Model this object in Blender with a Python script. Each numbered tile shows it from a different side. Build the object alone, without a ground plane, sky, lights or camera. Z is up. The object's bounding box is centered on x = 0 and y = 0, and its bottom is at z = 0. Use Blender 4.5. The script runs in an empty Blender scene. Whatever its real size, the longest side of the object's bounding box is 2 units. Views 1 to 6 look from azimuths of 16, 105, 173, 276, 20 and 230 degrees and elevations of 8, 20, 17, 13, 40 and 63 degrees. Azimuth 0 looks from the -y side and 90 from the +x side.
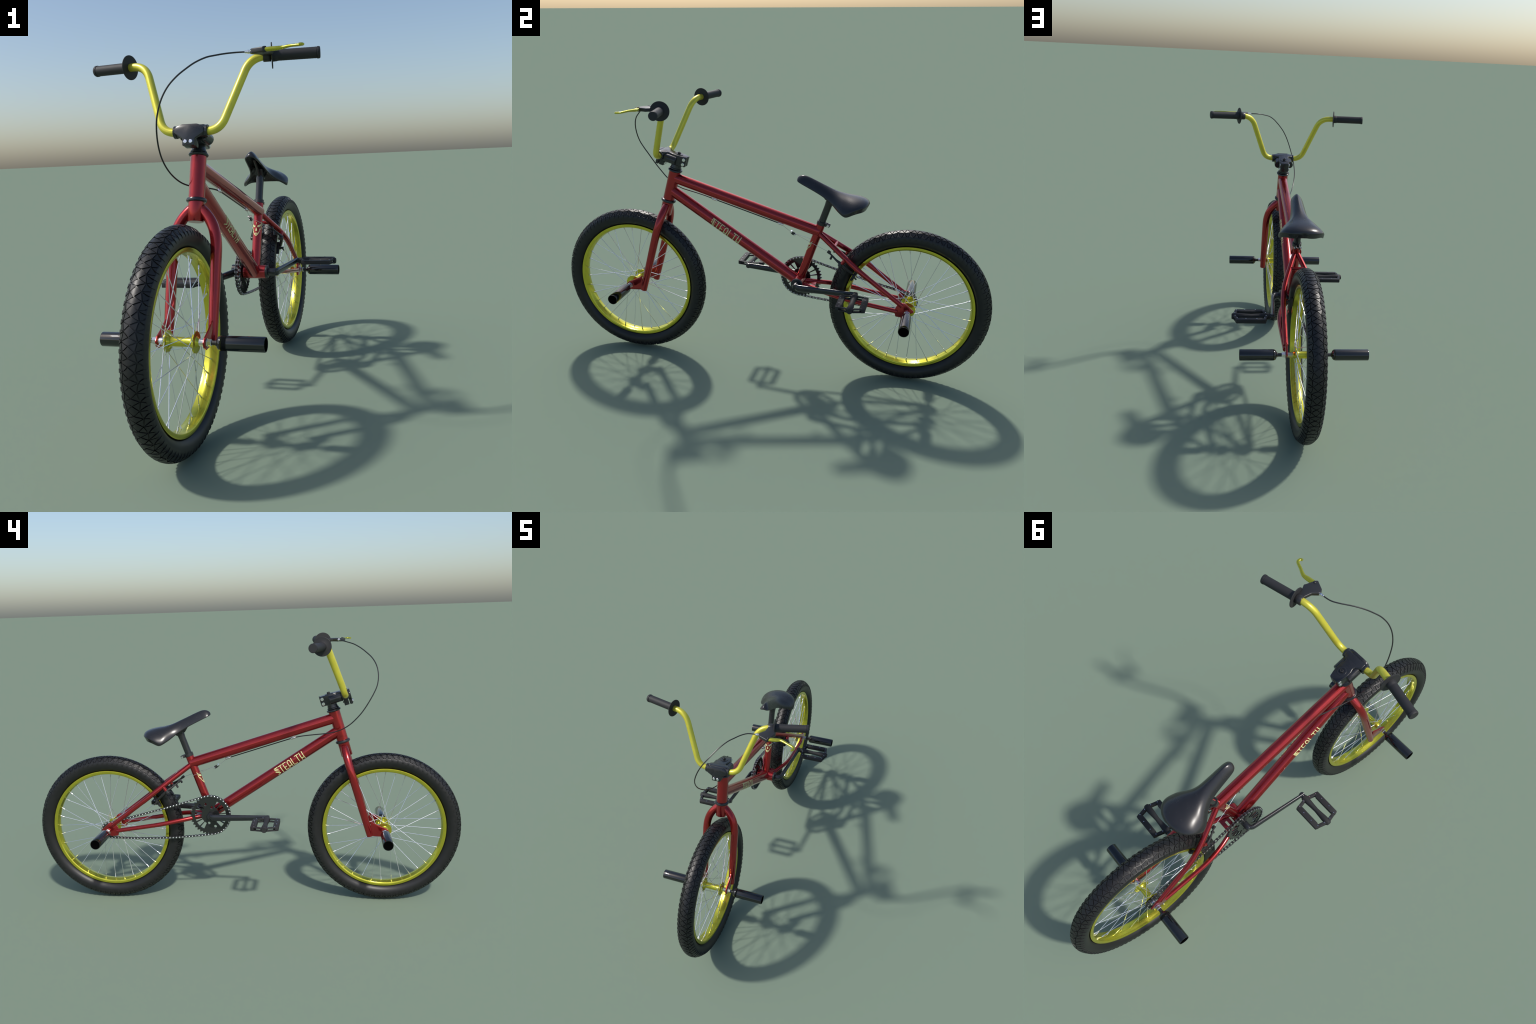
import bpy, bmesh, math, random
from mathutils import Vector, Matrix
import numpy as np

random.seed(7)
V = Vector
X = V((1, 0, 0))

# ------------------------------------------------------------------ materials
def material(name, base, rough=0.4, metal=0.0, coat=0.0, spec=0.5, vary=0.06, grain=0.0, scale=60.0, coat_rough=0.05, rough_vary=0.06):
    m = bpy.data.materials.new(name)
    m.use_nodes = True
    n, l = m.node_tree.nodes, m.node_tree.links
    b = n["Principled BSDF"]
    b.inputs["Metallic"].default_value = metal
    b.inputs["Coat Weight"].default_value = coat
    b.inputs["Coat Roughness"].default_value = coat_rough
    b.inputs["Specular IOR Level"].default_value = spec
    tc = n.new("ShaderNodeTexCoord")
    nz = n.new("ShaderNodeTexNoise")
    nz.inputs["Scale"].default_value = scale
    nz.inputs["Detail"].default_value = 4
    l.new(tc.outputs["Object"], nz.inputs["Vector"])
    ramp = n.new("ShaderNodeValToRGB")
    lo = [c * (1 - vary) for c in base]
    hi = [min(1, c * (1 + vary)) for c in base]
    ramp.color_ramp.elements[0].position = 0.3
    ramp.color_ramp.elements[1].position = 0.7
    ramp.color_ramp.elements[0].color = (*lo, 1)
    ramp.color_ramp.elements[1].color = (*hi, 1)
    l.new(nz.outputs["Fac"], ramp.inputs["Fac"])
    l.new(ramp.outputs["Color"], b.inputs["Base Color"])
    mr = n.new("ShaderNodeMapRange")
    mr.inputs["To Min"].default_value = max(0.02, rough * (1 - rough_vary))
    mr.inputs["To Max"].default_value = rough * (1 + rough_vary)
    l.new(nz.outputs["Fac"], mr.inputs["Value"])
    l.new(mr.outputs["Result"], b.inputs["Roughness"])
    if grain:
        n2 = n.new("ShaderNodeTexNoise")
        n2.inputs["Scale"].default_value = scale * 12
        l.new(tc.outputs["Object"], n2.inputs["Vector"])
        bp = n.new("ShaderNodeBump")
        bp.inputs["Strength"].default_value = grain
        bp.inputs["Distance"].default_value = 0.0006
        l.new(n2.outputs["Fac"], bp.inputs["Height"])
        l.new(bp.outputs["Normal"], b.inputs["Normal"])
    return m

RED = material("candy_red_paint", (0.38, 0.024, 0.026), rough=0.20, metal=0.80, spec=0.5, coat=0.5, coat_rough=0.06, vary=0.03, scale=25)
YELLOW = material("yellow_paint", (0.69, 0.63, 0.070), rough=0.30, metal=0.45, spec=0.5, scale=25)
YELLOW_RIM = material("yellow_anodised_rim", (0.60, 0.57, 0.060), rough=0.22, metal=0.85, spec=0.5, scale=25)
RUBBER = material("tyre_rubber", (0.012, 0.012, 0.0125), rough=0.42, spec=0.42, vary=0.12, grain=0.05, scale=40)
GRIP = material("grip_rubber", (0.022, 0.022, 0.024), rough=0.62, spec=0.4, grain=0.15, scale=60)
BLACK = material("gloss_black_metal", (0.016, 0.017, 0.020), rough=0.22, spec=0.6, scale=40)
SATIN = material("satin_black_metal", (0.022, 0.022, 0.023), rough=0.38, spec=0.5, scale=40)
PEGBLACK = material("mirror_black_peg", (0.006, 0.007, 0.008), rough=0.05, spec=0.75, vary=0.03, rough_vary=0.0, scale=10)
PLUGBLACK = material("dull_black_plug", (0.002, 0.002, 0.002), rough=0.9, spec=0.0, scale=40)  # lightless black for the plugs that make peg ends look hollow
SADDLE = material("saddle_black_plastic", (0.018, 0.018, 0.020), rough=0.27, spec=0.55, scale=30)
STEEL = material("bright_steel", (0.80, 0.80, 0.82), rough=0.22, metal=1.0, scale=60)
SPOKE = material("spoke_steel", (0.74, 0.76, 0.80), rough=0.26, metal=0.9, scale=60)
CHAINDARK = material("dark_chain_steel", (0.13, 0.13, 0.135), rough=0.30, metal=0.85, scale=80)
PEDAL = material("matt_black_pedal", (0.026, 0.026, 0.027), rough=0.62, spec=0.25, scale=40)
RINGBLACK = material("gloss_black_chainring", (0.014, 0.015, 0.015), rough=0.16, spec=0.7, scale=40)
CABLE = material("cable_housing", (0.015, 0.015, 0.016), rough=0.35, spec=0.5, scale=60)
DECAL = material("pale_yellow_decal", (0.68, 0.70, 0.33), rough=0.35, spec=0.5, scale=30)

# ------------------------------------------------------------------ helpers
ROOT = bpy.data.objects.new("bicycle", None)
bpy.context.collection.objects.link(ROOT)
ROOT["label"] = "red stunt bicycle with yellow rims and high yellow handlebar"
ROOT["category"] = "bicycle"
ROOT.empty_display_size = 0.2

def group(name, parent=ROOT, loc=(0, 0, 0)):
    e = bpy.data.objects.new(name, None)
    e.location = loc
    e.parent = parent
    e.empty_display_size = 0.05
    bpy.context.collection.objects.link(e)
    return e

def finish(bm, name, mats, smooth=35.0):
    bmesh.ops.recalc_face_normals(bm, faces=bm.faces)
    me = bpy.data.meshes.new(name)
    bm.to_mesh(me)
    bm.free()
    for m in (mats if isinstance(mats, (list, tuple)) else [mats]):
        me.materials.append(m)
    if smooth:
        me.shade_smooth()
        me.set_sharp_from_angle(angle=math.radians(smooth))
    return me

def put(name, mesh, parent=ROOT, matrix=None):
    o = bpy.data.objects.new(name, mesh)
    o.parent = parent
    if matrix is not None:
        o.matrix_local = matrix
    bpy.context.collection.objects.link(o)
    return o

def catmull(pts, n=8):
    P = [V(p) for p in pts]
    P = [P[0] * 2 - P[1]] + P + [P[-1] * 2 - P[-2]]
    out = []
    for i in range(1, len(P) - 2):
        a, b, c, d = P[i - 1], P[i], P[i + 1], P[i + 2]
        for k in range(n):
            t = k / n
            out.append(0.5 * ((2 * b) + (c - a) * t + (2 * a - 5 * b + 4 * c - d) * t * t + (3 * b - a - 3 * c + d) * t ** 3))
    out.append(P[-2])
    return out

def fillet(pts, rad, n=10):
    """polyline with its corners rounded by arcs that start 'rad' before each corner"""
    P = [V(p) for p in pts]
    out = [P[0]]
    for i in range(1, len(P) - 1):
        r = rad[i - 1] if isinstance(rad, (list, tuple)) else rad
        a = P[i] + (P[i - 1] - P[i]).normalized() * r
        b = P[i] + (P[i + 1] - P[i]).normalized() * r
        for k in range(n + 1):
            t = k / n
            out.append(a * (1 - t) ** 2 + P[i] * 2 * t * (1 - t) + b * t * t)
    out.append(P[-1])
    return out

def add_tube(bm, pts, rad, seg=24, caps=True, squash=None, mat=0, inner=None):
    P = [V(p) for p in pts]
    n = len(P)
    R = rad if isinstance(rad, (list, tuple)) else [rad] * n
    if len(R) != n:
        R = list(np.interp(np.linspace(0, 1, n), np.linspace(0, 1, len(R)), R))
    T = [(P[min(i + 1, n - 1)] - P[max(i - 1, 0)]).normalized() for i in range(n)]
    up = V((0, 0, 1)) if abs(T[0].z) < 0.9 else V((0, 1, 0))
    N = (up - T[0] * up.dot(T[0])).normalized()
    rings = []
    for i in range(n):
        N = (N - T[i] * N.dot(T[i])).normalized()
        B = T[i].cross(N)
        sq = squash or (1, 1)
        rings.append([bm.verts.new(P[i] + (N * math.cos(a) * sq[0] + B * math.sin(a) * sq[1]) * R[i])
                      for a in (2 * math.pi * k / seg for k in range(seg))])
    for i in range(n - 1):
        for k in range(seg):
            f = bm.faces.new((rings[i][k], rings[i][(k + 1) % seg], rings[i + 1][(k + 1) % seg], rings[i + 1][k]))
            f.material_index = mat
    if caps:
        for r in (rings[0], rings[-1]):
            bm.faces.new(r).material_index = mat
    return rings

def tube(name, pts, rad, mats, parent=ROOT, seg=24, **kw):
    bm = bmesh.new()
    add_tube(bm, pts, rad, seg, **kw)
    return put(name, finish(bm, name, mats), parent)

def add_lathe(bm, profile, origin=(0, 0, 0), axis=(1, 0, 0), seg=48, closed=False, mat=0):
    """profile: (distance along axis, radius)"""
    A = V(axis).normalized()
    up = V((0, 0, 1)) if abs(A.z) < 0.9 else V((0, 1, 0))
    N = (up - A * up.dot(A)).normalized()
    B = A.cross(N)
    O = V(origin)
    rings = []
    for a, r in profile:
        if r < 1e-6:
            rings.append([bm.verts.new(O + A * a)])
        else:
            rings.append([bm.verts.new(O + A * a + (N * math.cos(t) + B * math.sin(t)) * r)
                          for t in (2 * math.pi * k / seg for k in range(seg))])
    pairs = list(zip(rings[:-1], rings[1:])) + ([(rings[-1], rings[0])] if closed else [])
    for p, q in pairs:
        for k in range(seg):
            k2 = (k + 1) % seg
            if len(p) == 1 and len(q) == 1:
                continue
            if len(p) == 1:
                f = bm.faces.new((p[0], q[k2], q[k]))
            elif len(q) == 1:
                f = bm.faces.new((p[k], p[k2], q[0]))
            else:
                f = bm.faces.new((p[k], p[k2], q[k2], q[k]))
            f.material_index = mat
    if not closed:
        for r in (rings[0], rings[-1]):
            if len(r) > 1:
                bm.faces.new(r).material_index = mat

def lathe(name, profile, mats, parent=ROOT, **kw):
    sm = kw.pop("smooth", 35)
    bm = bmesh.new()
    add_lathe(bm, profile, **kw)
    return put(name, finish(bm, name, mats, sm), parent)

def add_prism(bm, poly, depth, frame, bevel=0.0, mat=0, segs=2):
    """poly: 2D outline; frame: (origin, e1, e2, e3); extruded from depth[0] to depth[1] along e3"""
    O, e1, e2, e3 = [V(v) for v in frame]
    tmp = bmesh.new()
    lo = [tmp.verts.new(O + e1 * p[0] + e2 * p[1] + e3 * depth[0]) for p in poly]
    hi = [tmp.verts.new(O + e1 * p[0] + e2 * p[1] + e3 * depth[1]) for p in poly]
    n = len(poly)
    tmp.faces.new(lo[::-1])
    tmp.faces.new(hi)
    for k in range(n):
        tmp.faces.new((lo[k], lo[(k + 1) % n], hi[(k + 1) % n], hi[k]))
    bmesh.ops.recalc_face_normals(tmp, faces=tmp.faces)
    if bevel:
        bmesh.ops.bevel(tmp, geom=list(tmp.edges), offset=bevel, segments=segs, affect='EDGES', profile=0.5, clamp_overlap=True)
    vs = {v: bm.verts.new(v.co) for v in tmp.verts}
    for f in tmp.faces:
        bm.faces.new([vs[v] for v in f.verts]).material_index = mat
    tmp.free()

def prism(name, poly, depth, frame, mats, parent=ROOT, bevel=0.0, smooth=35):
    bm = bmesh.new()
    add_prism(bm, poly, depth, frame, bevel)
    return put(name, finish(bm, name, mats, smooth), parent)

# ------------------------------------------------------------------ key dimensions
AXLE_Z = 0.3525
FRONT, REAR = V((0, -0.648, AXLE_Z)), V((0, 0.648, AXLE_Z))
HEAD = V((0, -0.4235, 0.897))                  # a point on the steering axis
UP = V((0, 0.274, 0.962)).normalized()         # steering axis
FWD = V((0, -UP.z, UP.y))                      # forward, square to the steering axis
def steer(t, x=0.0, f=0.0):
    return HEAD + UP * t + X * x + FWD * f
BB = V((0, 0.1555, 0.4265))
SEAT_TOP = V((0, 0.2512, 0.702))
SEAT_FOOT = V((0, 0.1570, 0.4275))
SEAT_DIR = (SEAT_TOP - SEAT_FOOT).normalized()
SIDES = (1, -1)

# ------------------------------------------------------------------ wheels
RT, RC = 0.352, 0.316                           # tyre outer radius, centre of its section
WX, WR = 0.0375, 0.036
def tyre_point(theta, phi, h=0.0):
    x = (WX + h) * math.sin(phi)
    r = RC + (WR + h) * math.cos(phi)
    return V((x, r * math.cos(theta), r * math.sin(theta)))

def tyre_mesh():
    bm = bmesh.new()
    edge = math.radians(62)
    prof = []
    for k in range(-50, 51):
        phi = math.radians(3.05 * k)
        a = abs(phi)
        dip = 0.0042 if a < edge - 0.05 else 0.0042 * max(0.0, 1 - (a - edge + 0.05) / 0.09)
        prof.append(((WX - dip) * math.sin(phi), RC + (WR - dip) * math.cos(phi)))
    prof.append((-0.012 * -1, 0.279))
    prof.append((-0.012, 0.279))
    add_lathe(bm, prof, seg=144, closed=True)
    return finish(bm, "tyre", RUBBER, 50)

def tread_mesh():
    """triangular tread blocks: a chain of diamonds along the crown, triangles towards both shoulders"""
    bm = bmesh.new()
    N = 42
    per = 2 * math.pi / N
    fa, fb, fo = math.radians(37), math.radians(27), math.radians(62)
    gap = 0.0016

    def shrink(poly, g=gap):
        M = [V((p[0] * RT, p[1] * 0.037)) for p in poly]
        c = sum(M, V((0, 0))) / len(M)
        area = 0
        out = []
        n = len(M)
        sgn = sum(M[i].x * M[(i + 1) % n].y - M[(i + 1) % n].x * M[i].y for i in range(n))
        for i in range(n):
            a, b, d = M[i - 1], M[i], M[(i + 1) % n]
            e1, e2 = (b - a).normalized(), (d - b).normalized()
            s = 1 if sgn > 0 else -1
            n1, n2 = V((-e1.y, e1.x)) * s, V((-e2.y, e2.x)) * s
            k = n1 + n2
            q = b + k * (g / max(0.35, 1 + n1.dot(n2)))
            out.append((q.x / RT, q.y / 0.037))
        return out

    def block(poly, h=0.0, low=-0.006, tail=None):
        q = shrink(poly)
        hs = tail or [h] * len(q)
        top = [bm.verts.new(tyre_point(a, b, k)) for (a, b), k in zip(q, hs)]
        bot = [bm.verts.new(tyre_point(a, b, low)) for a, b in q]
        bm.faces.new(top)
        for i in range(len(q)):
            j = (i + 1) % len(q)
            bm.faces.new((top[i], top[j], bot[j], bot[i]))

    def diamond(t0, t1, f):
        tm = (t0 + t1) / 2
        q = shrink([(t0, 0), (tm, f), (t1, 0), (tm, -f)])
        n = 6
        g = [[None] * (n + 1) for _ in range(n + 1)]
        for i in range(n + 1):
            for j in range(n + 1):
                u, v = i / n, j / n
                a = [q[0][d] * (1 - u) * (1 - v) + q[1][d] * u * (1 - v) + q[2][d] * u * v + q[3][d] * (1 - u) * v for d in (0, 1)]
                g[i][j] = bm.verts.new(tyre_point(a[0], a[1]))
        for i in range(n):
            for j in range(n):
                bm.faces.new((g[i][j], g[i + 1][j], g[i + 1][j + 1], g[i][j + 1])).smooth = True
        rim = [g[i][0] for i in range(n)] + [g[n][j] for j in range(n)] + [g[i][n] for i in range(n, 0, -1)] + [g[0][j] for j in range(n, 0, -1)]
        low = []
        for v in rim:
            r = math.hypot(v.co.y, v.co.z)
            low.append(bm.verts.new(V((v.co.x * 0.85, v.co.y * (r - 0.005) / r, v.co.z * (r - 0.005) / r))))
        for i in range(len(rim)):
            j = (i + 1) % len(rim)
            bm.faces.new((rim[i], rim[j], low[j], low[i]))

    def lug(apex, o0, o1, s):
        """shoulder block: a flat triangle whose base stands proud and drops as a wedge onto the side wall"""
        q = shrink([apex, (o0, s * fo), (o1, s * fo)])
        mid, hw = (o0 + o1) / 2, (o1 - o0) / 2
        def row(f, h, w):
            return [bm.verts.new(tyre_point(mid + (qa - mid) * w, s * math.radians(f), h)) for qa, qb in q[1:]]
        a0, a1 = bm.verts.new(tyre_point(*q[0], 0.0)), bm.verts.new(tyre_point(*q[0], -0.006))
        rows = [row(62, 0.0020, 1.0), row(72, 0.0019, 0.82), row(82, 0.0011, 0.62), row(92, -0.0004, 0.42)]
        foot = row(62, -0.006, 1.0)
        bm.faces.new((a0, *rows[0]))
        for u, v in zip(rows[:-1], rows[1:]):
            bm.faces.new((u[0], u[1], v[1], v[0]))
        for i in (0, 1):
            bm.faces.new((a0, rows[0][i], foot[i], a1))
            bm.faces.new((foot[i], *[r[i] for r in rows]))

    for k in range(N):
        t0 = k * per
        t1 = t0 + 0.41 * per
        t2 = t0 + per
        ma, mb = (t0 + t1) / 2, (t1 + t2) / 2
        diamond(t0, t1, fa)
        diamond(t1, t2, fb)
        wa, wb, fx = 0.185 * per, 0.150 * per, fo + math.radians(3.5)
        for s in SIDES:
            A, B, A2 = (ma, s * fa), (mb, s * fb), (ma + per, s * fa)
            c1, c2 = (t1, 0), (t2, 0)
            block([c1, A, B])
            block([c2, B, A2])
            lug(A, ma - wa, ma + wa, s)
            lug(B, mb - wb, mb + wb, s)
            block([A, (ma + wa, s * fo), ((ma + wa + mb - wb) / 2, s * fx), (mb - wb, s * fo), B])
            block([B, (mb + wb, s * fo), ((mb + wb + ma + per - wa) / 2, s * fx), (ma + per - wa, s * fo), A2])
    bmesh.ops.recalc_face_normals(bm, faces=bm.faces)
    me = bpy.data.meshes.new("tread")
    bm.to_mesh(me)
    bm.free()
    me.materials.append(RUBBER)
    me.set_sharp_from_angle(angle=math.radians(24))
    return me

def rim_mesh():
    bm = bmesh.new()
    prof = [(0.0205, 0.2832), (0.0240, 0.2828), (0.0248, 0.2780), (0.0240, 0.2700), (0.0225, 0.2680), (0.0140, 0.2665), (0.0080, 0.2640), (0, 0.2632)]
    prof = prof + [(-a, r) for a, r in prof[-2::-1]] + [(-0.018, 0.278), (0.018, 0.278)]
    add_lathe(bm, prof, seg=144, closed=True)
    return finish(bm, "rim", YELLOW_RIM, 40)

def hub_mesh(fx):
    bm = bmesh.new()
    prof = [(fx + 0.012, 0.0), (fx + 0.012, 0.012), (fx + 0.007, 0.0145), (fx + 0.0035, 0.019), (fx + 0.003, 0.0325), (fx + 0.002, 0.0335),
            (fx - 0.002, 0.0335), (fx - 0.003, 0.0325), (fx - 0.0035, 0.022), (fx - 0.010, 0.0165), (fx - 0.016, 0.015)]
    prof = prof + [(-a, r) for a, r in prof[::-1]]
    add_lathe(bm, prof, seg=48)
    return finish(bm, "hub", YELLOW_RIM, 35)

bm = bmesh.new()
add_tube(bm, [V((0, 0, 0)), V((0, 0, 1))], 1.0, 8)
SPOKE_ME = finish(bm, "spoke", SPOKE)
bm = bmesh.new()
add_lathe(bm, [(0, 0), (0, 0.0030), (0.004, 0.0030), (0.006, 0.0024), (0.016, 0.0021), (0.017, 0.0)], axis=(0, 0, 1), seg=10)
NIPPLE_ME = finish(bm, "spoke_nipple", STEEL)
TYRE_ME, TREAD_ME, RIM_ME = tyre_mesh(), tread_mesh(), rim_mesh()

def aim(a, b, sx):
    d = b - a
    z = d.normalized()
    x = (X - z * X.dot(z)).normalized()
    y = z.cross(x)
    return Matrix(((x.x * sx, y.x * sx, d.x, a.x), (x.y * sx, y.y * sx, d.y, a.y), (x.z * sx, y.z * sx, d.z, a.z), (0, 0, 0, 1)))

def wheel(centre, fx, phase):
    w = group("wheel", ROOT, centre)
    put("tyre", TYRE_ME, w)
    t = put("tyre_tread", TREAD_ME, w)
    t["kind"] = "stuff"
    put("rim", RIM_ME, w)
    put("hub", hub_mesh(fx), w)
    for k in range(36):
        a = phase + 2 * math.pi * k / 36
        side = -1 if k % 2 == 0 else 1
        lead = 1 if k % 4 in (0, 3) else -1
        h = a + lead * math.radians(57)
        rh = 0.0300
        p = V((side * (fx + 0.002 * lead), rh * math.cos(h), rh * math.sin(h)))
        q = V((side * 0.004, 0.2630 * math.cos(a), 0.2630 * math.sin(a)))
        put("spoke", SPOKE_ME, w, aim(p, q, 0.0013))
        dirn = (p - q).normalized()
        m = aim(q, q + dirn, 1.0)
        put("spoke_nipple", NIPPLE_ME, w, m)
    return w

wheel_f = wheel(FRONT, 0.0455, math.radians(1.8))
wheel_r = wheel(REAR, 0.0365, math.radians(1.8))

def axle_set(w, plate_x):
    """sleeve, nuts and foot pegs on both ends of an axle, in wheel coordinates"""
    lathe("axle", [(-0.1125, 0.0), (-0.1125, 0.0072), (0.1125, 0.0072), (0.1125, 0.0)], SATIN, w, seg=20)
    for s in SIDES:
        lathe("axle_sleeve", [(0.048, 0.0), (0.048, 0.0115), (plate_x - 0.003, 0.0115), (plate_x - 0.003, 0.0)], STEEL, w, axis=(s, 0, 0), seg=24)
        lathe("axle_nut", [(plate_x + 0.003, 0.0), (plate_x + 0.003, 0.0135), (plate_x + 0.005, 0.0135), (plate_x + 0.0055, 0.0112), (plate_x + 0.0165, 0.0112), (plate_x + 0.018, 0.0098), (plate_x + 0.018, 0.0)],
              STEEL, w, axis=(s, 0, 0), seg=6, smooth=20)
        prof = [(0.1095, 0.0), (0.1095, 0.0095), (0.1130, 0.0105)]
        prof += [(0.1285 - 0.0155 * math.cos(math.radians(a)), 0.0105 + 0.0125 * math.sin(math.radians(a))) for a in range(10, 91, 10)]
        prof += [(0.2605, 0.0230), (0.2622, 0.0224), (0.2622, 0.0205), (0.2600, 0.0200), (0.2500, 0.0198), (0.2500, 0.0)]
        lathe("foot_peg", prof, PEGBLACK, w, axis=(s, 0, 0), seg=40)
        lathe("peg_black_plug", [(0.2505, 0.0), (0.2505, 0.0197), (0.2614, 0.0204), (0.2617, 0.0200), (0.2612, 0.0190), (0.2612, 0.0)], PLUGBLACK, w, axis=(s, 0, 0), seg=40)  # added black plug, almost flush, in place of a dark open end
axle_set(wheel_f, 0.0775)
axle_set(wheel_r, 0.0745)

# rear cog on the drive side
COG_X, COG_R = -0.0505, 0.0345
def toothed(name, x, r_pitch, teeth, thick, mats, parent, centre, windows=None, r_hole=0.0, phase=0.0):
    """toothed disc on a polar grid; windows(angle) says where the ring between two radii is open"""
    bm = bmesh.new()
    na = teeth * 8
    rings = [r_hole or 0.008, 0.030, 0.036, 0.042, 0.048, 0.055, 0.062, 0.068, 0.0740, 0.080] if windows else [r_hole or 0.008, r_pitch * 0.55]
    rows = [[bm.verts.new(V((0, r * math.cos(2 * math.pi * k / na + phase), r * math.sin(2 * math.pi * k / na + phase)))) for k in range(na)] for r in rings]
    tip = []
    for k in range(na):
        u = (k % 8) / 8
        r = r_pitch + (0.0052 * max(0, math.cos(2 * math.pi * u)) ** 1.5 - 0.0040 * max(0, -math.cos(2 * math.pi * u)))
        a = 2 * math.pi * k / na + phase
        tip.append(bm.verts.new(V((0, r * math.cos(a), r * math.sin(a)))))
    rows.append(tip)
    for i in range(len(rows) - 1):
        rm = (rings[i] + (rings[i + 1] if i + 1 < len(rings) else r_pitch)) / 2
        for k in range(na):
            a = math.degrees(2 * math.pi * (k + 0.5) / na + phase)
            if windows and windows(a % 360, rm):
                continue
            bm.faces.new((rows[i][k], rows[i][(k + 1) % na], rows[i + 1][(k + 1) % na], rows[i + 1][k]))
    loose = [v for v in bm.verts if not v.link_faces]
    bmesh.ops.delete(bm, geom=loose, context='VERTS')
    r = bmesh.ops.extrude_face_region(bm, geom=list(bm.faces))
    bmesh.ops.translate(bm, vec=V((thick, 0, 0)), verts=[g for g in r["geom"] if isinstance(g, bmesh.types.BMVert)])
    bmesh.ops.translate(bm, vec=V((x - thick / 2, centre.y, centre.z)), verts=bm.verts)
    return put(name, finish(bm, name, mats, 30), parent)

toothed("sprocket", COG_X, COG_R, 14, 0.004, CHAINDARK, wheel_r, V((0, 0, 0)))
lathe("cog_carrier", [(-0.055, 0.0), (-0.055, 0.017), (-0.044, 0.019), (-0.040, 0.0)], STEEL, wheel_r, seg=30)

# ------------------------------------------------------------------ frame
frame = group("frame")
tube("head_tube", [steer(-0.138), steer(0.008)], 0.0260, RED, frame, 40)
TT0, TT1 = V((0, -0.424, 0.8682)), V((0, 0.2460, 0.6660))
tube("top_tube", [TT0, TT1], 0.0238, RED, frame, 40)
DT0, DT1 = V((0, -0.440, 0.8075)), V((0, 0.150, 0.4270))
DT_R = 0.0248
tube("down_tube", [DT0, DT1], DT_R, RED, frame, 40)
tube("seat_tube", [SEAT_FOOT, SEAT_TOP], 0.0190, RED, frame, 36)
lathe("bottom_bracket_shell", [(-0.0475, 0.0), (-0.0475, 0.0265), (-0.0465, 0.0275), (0.0455, 0.0275), (0.0465, 0.0265), (0.0465, 0.0)], RED, frame, origin=BB, seg=40)
for s in SIDES:
    ss = fillet([(0.006 * s, 0.2440, 0.6600), (0.0610 * s, 0.3850, 0.5600), (0.0725 * s, 0.4500, 0.5120), (0.0735 * s, 0.6250, 0.3840)], [0.045, 0.03], 8)
    tube("seat_stay", ss, [0.0118] * 9 + [0.0105], RED, frame, 20)
    cs = fillet([(0.022 * s, 0.170, 0.4200), (0.0690 * s, 0.3150, 0.4020), (0.0760 * s, 0.3900, 0.3880), (0.0735 * s, 0.6050, 0.3560)], [0.05, 0.03], 8)
    tube("chain_stay", cs, [0.0105] * 8 + [0.0098], RED, frame, 20)
    drop = [(0.594, 0.352), (0.598, 0.372), (0.606, 0.3880), (0.628, 0.3985), (0.640, 0.3950), (0.676, 0.3640), (0.674, 0.3570), (0.662, 0.3520), (0.650, 0.3400), (0.630, 0.3300), (0.600, 0.3330)]
    prism("dropout", drop, (-0.0032, 0.0032), ((0.0735 * s, 0, 0), (0, 1, 0), (0, 0, 1), (1, 0, 0)), RED, frame, 0.0012)
    # brake pivot studs stand square to the seat stay
    n = V((0, -0.60, -0.80))
    p = V((0.0625 * s, 0.3700, 0.5660))
    tube("brake_stud", [p, p + n * 0.026], 0.0085, RED, frame, 18)
tube("stay_bridge", [(-0.034, 0.3180, 0.6120), (0.034, 0.3180, 0.6120)], 0.0075, RED, frame, 18)
# slotted plate between the chain stays
slot = bmesh.new()
for poly in ([(-0.032, 0.188), (0.032, 0.188), (0.034, 0.204), (-0.034, 0.204)], [(-0.040, 0.214), (0.040, 0.214), (0.046, 0.232), (-0.046, 0.232)],
             [(-0.034, 0.2035), (-0.013, 0.2035), (-0.013, 0.2145), (-0.041, 0.2145)], [(0.034, 0.2035), (0.013, 0.2035), (0.013, 0.2145), (0.041, 0.2145)]):
    add_prism(slot, poly, (-0.003, 0.003), ((0, 0, 0.4175), (1, 0, 0), (0, 1, -0.02), (0, 0, 1)))
put("stay_plate", finish(slot, "stay_plate", RED, 30), frame)

# headset
headset = group("headset")
lathe("headset_cup", [(-0.146, 0.0), (-0.146, 0.026), (-0.1455, 0.0305), (-0.143, 0.0330), (-0.139, 0.0335), (-0.135, 0.0320), (-0.1325, 0.0275), (-0.131, 0.0)], BLACK, headset, origin=HEAD, axis=UP, seg=44)
lathe("headset_cup", [(0.003, 0.0), (0.003, 0.0275), (0.005, 0.0310), (0.0085, 0.0325), (0.012, 0.0310), (0.0140, 0.0275), (0.0150, 0.0255), (0.017, 0.0270), (0.0200, 0.0265), (0.022, 0.0240), (0.036, 0.0215), (0.036, 0.0)], BLACK, headset, origin=HEAD, axis=UP, seg=44)

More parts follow.
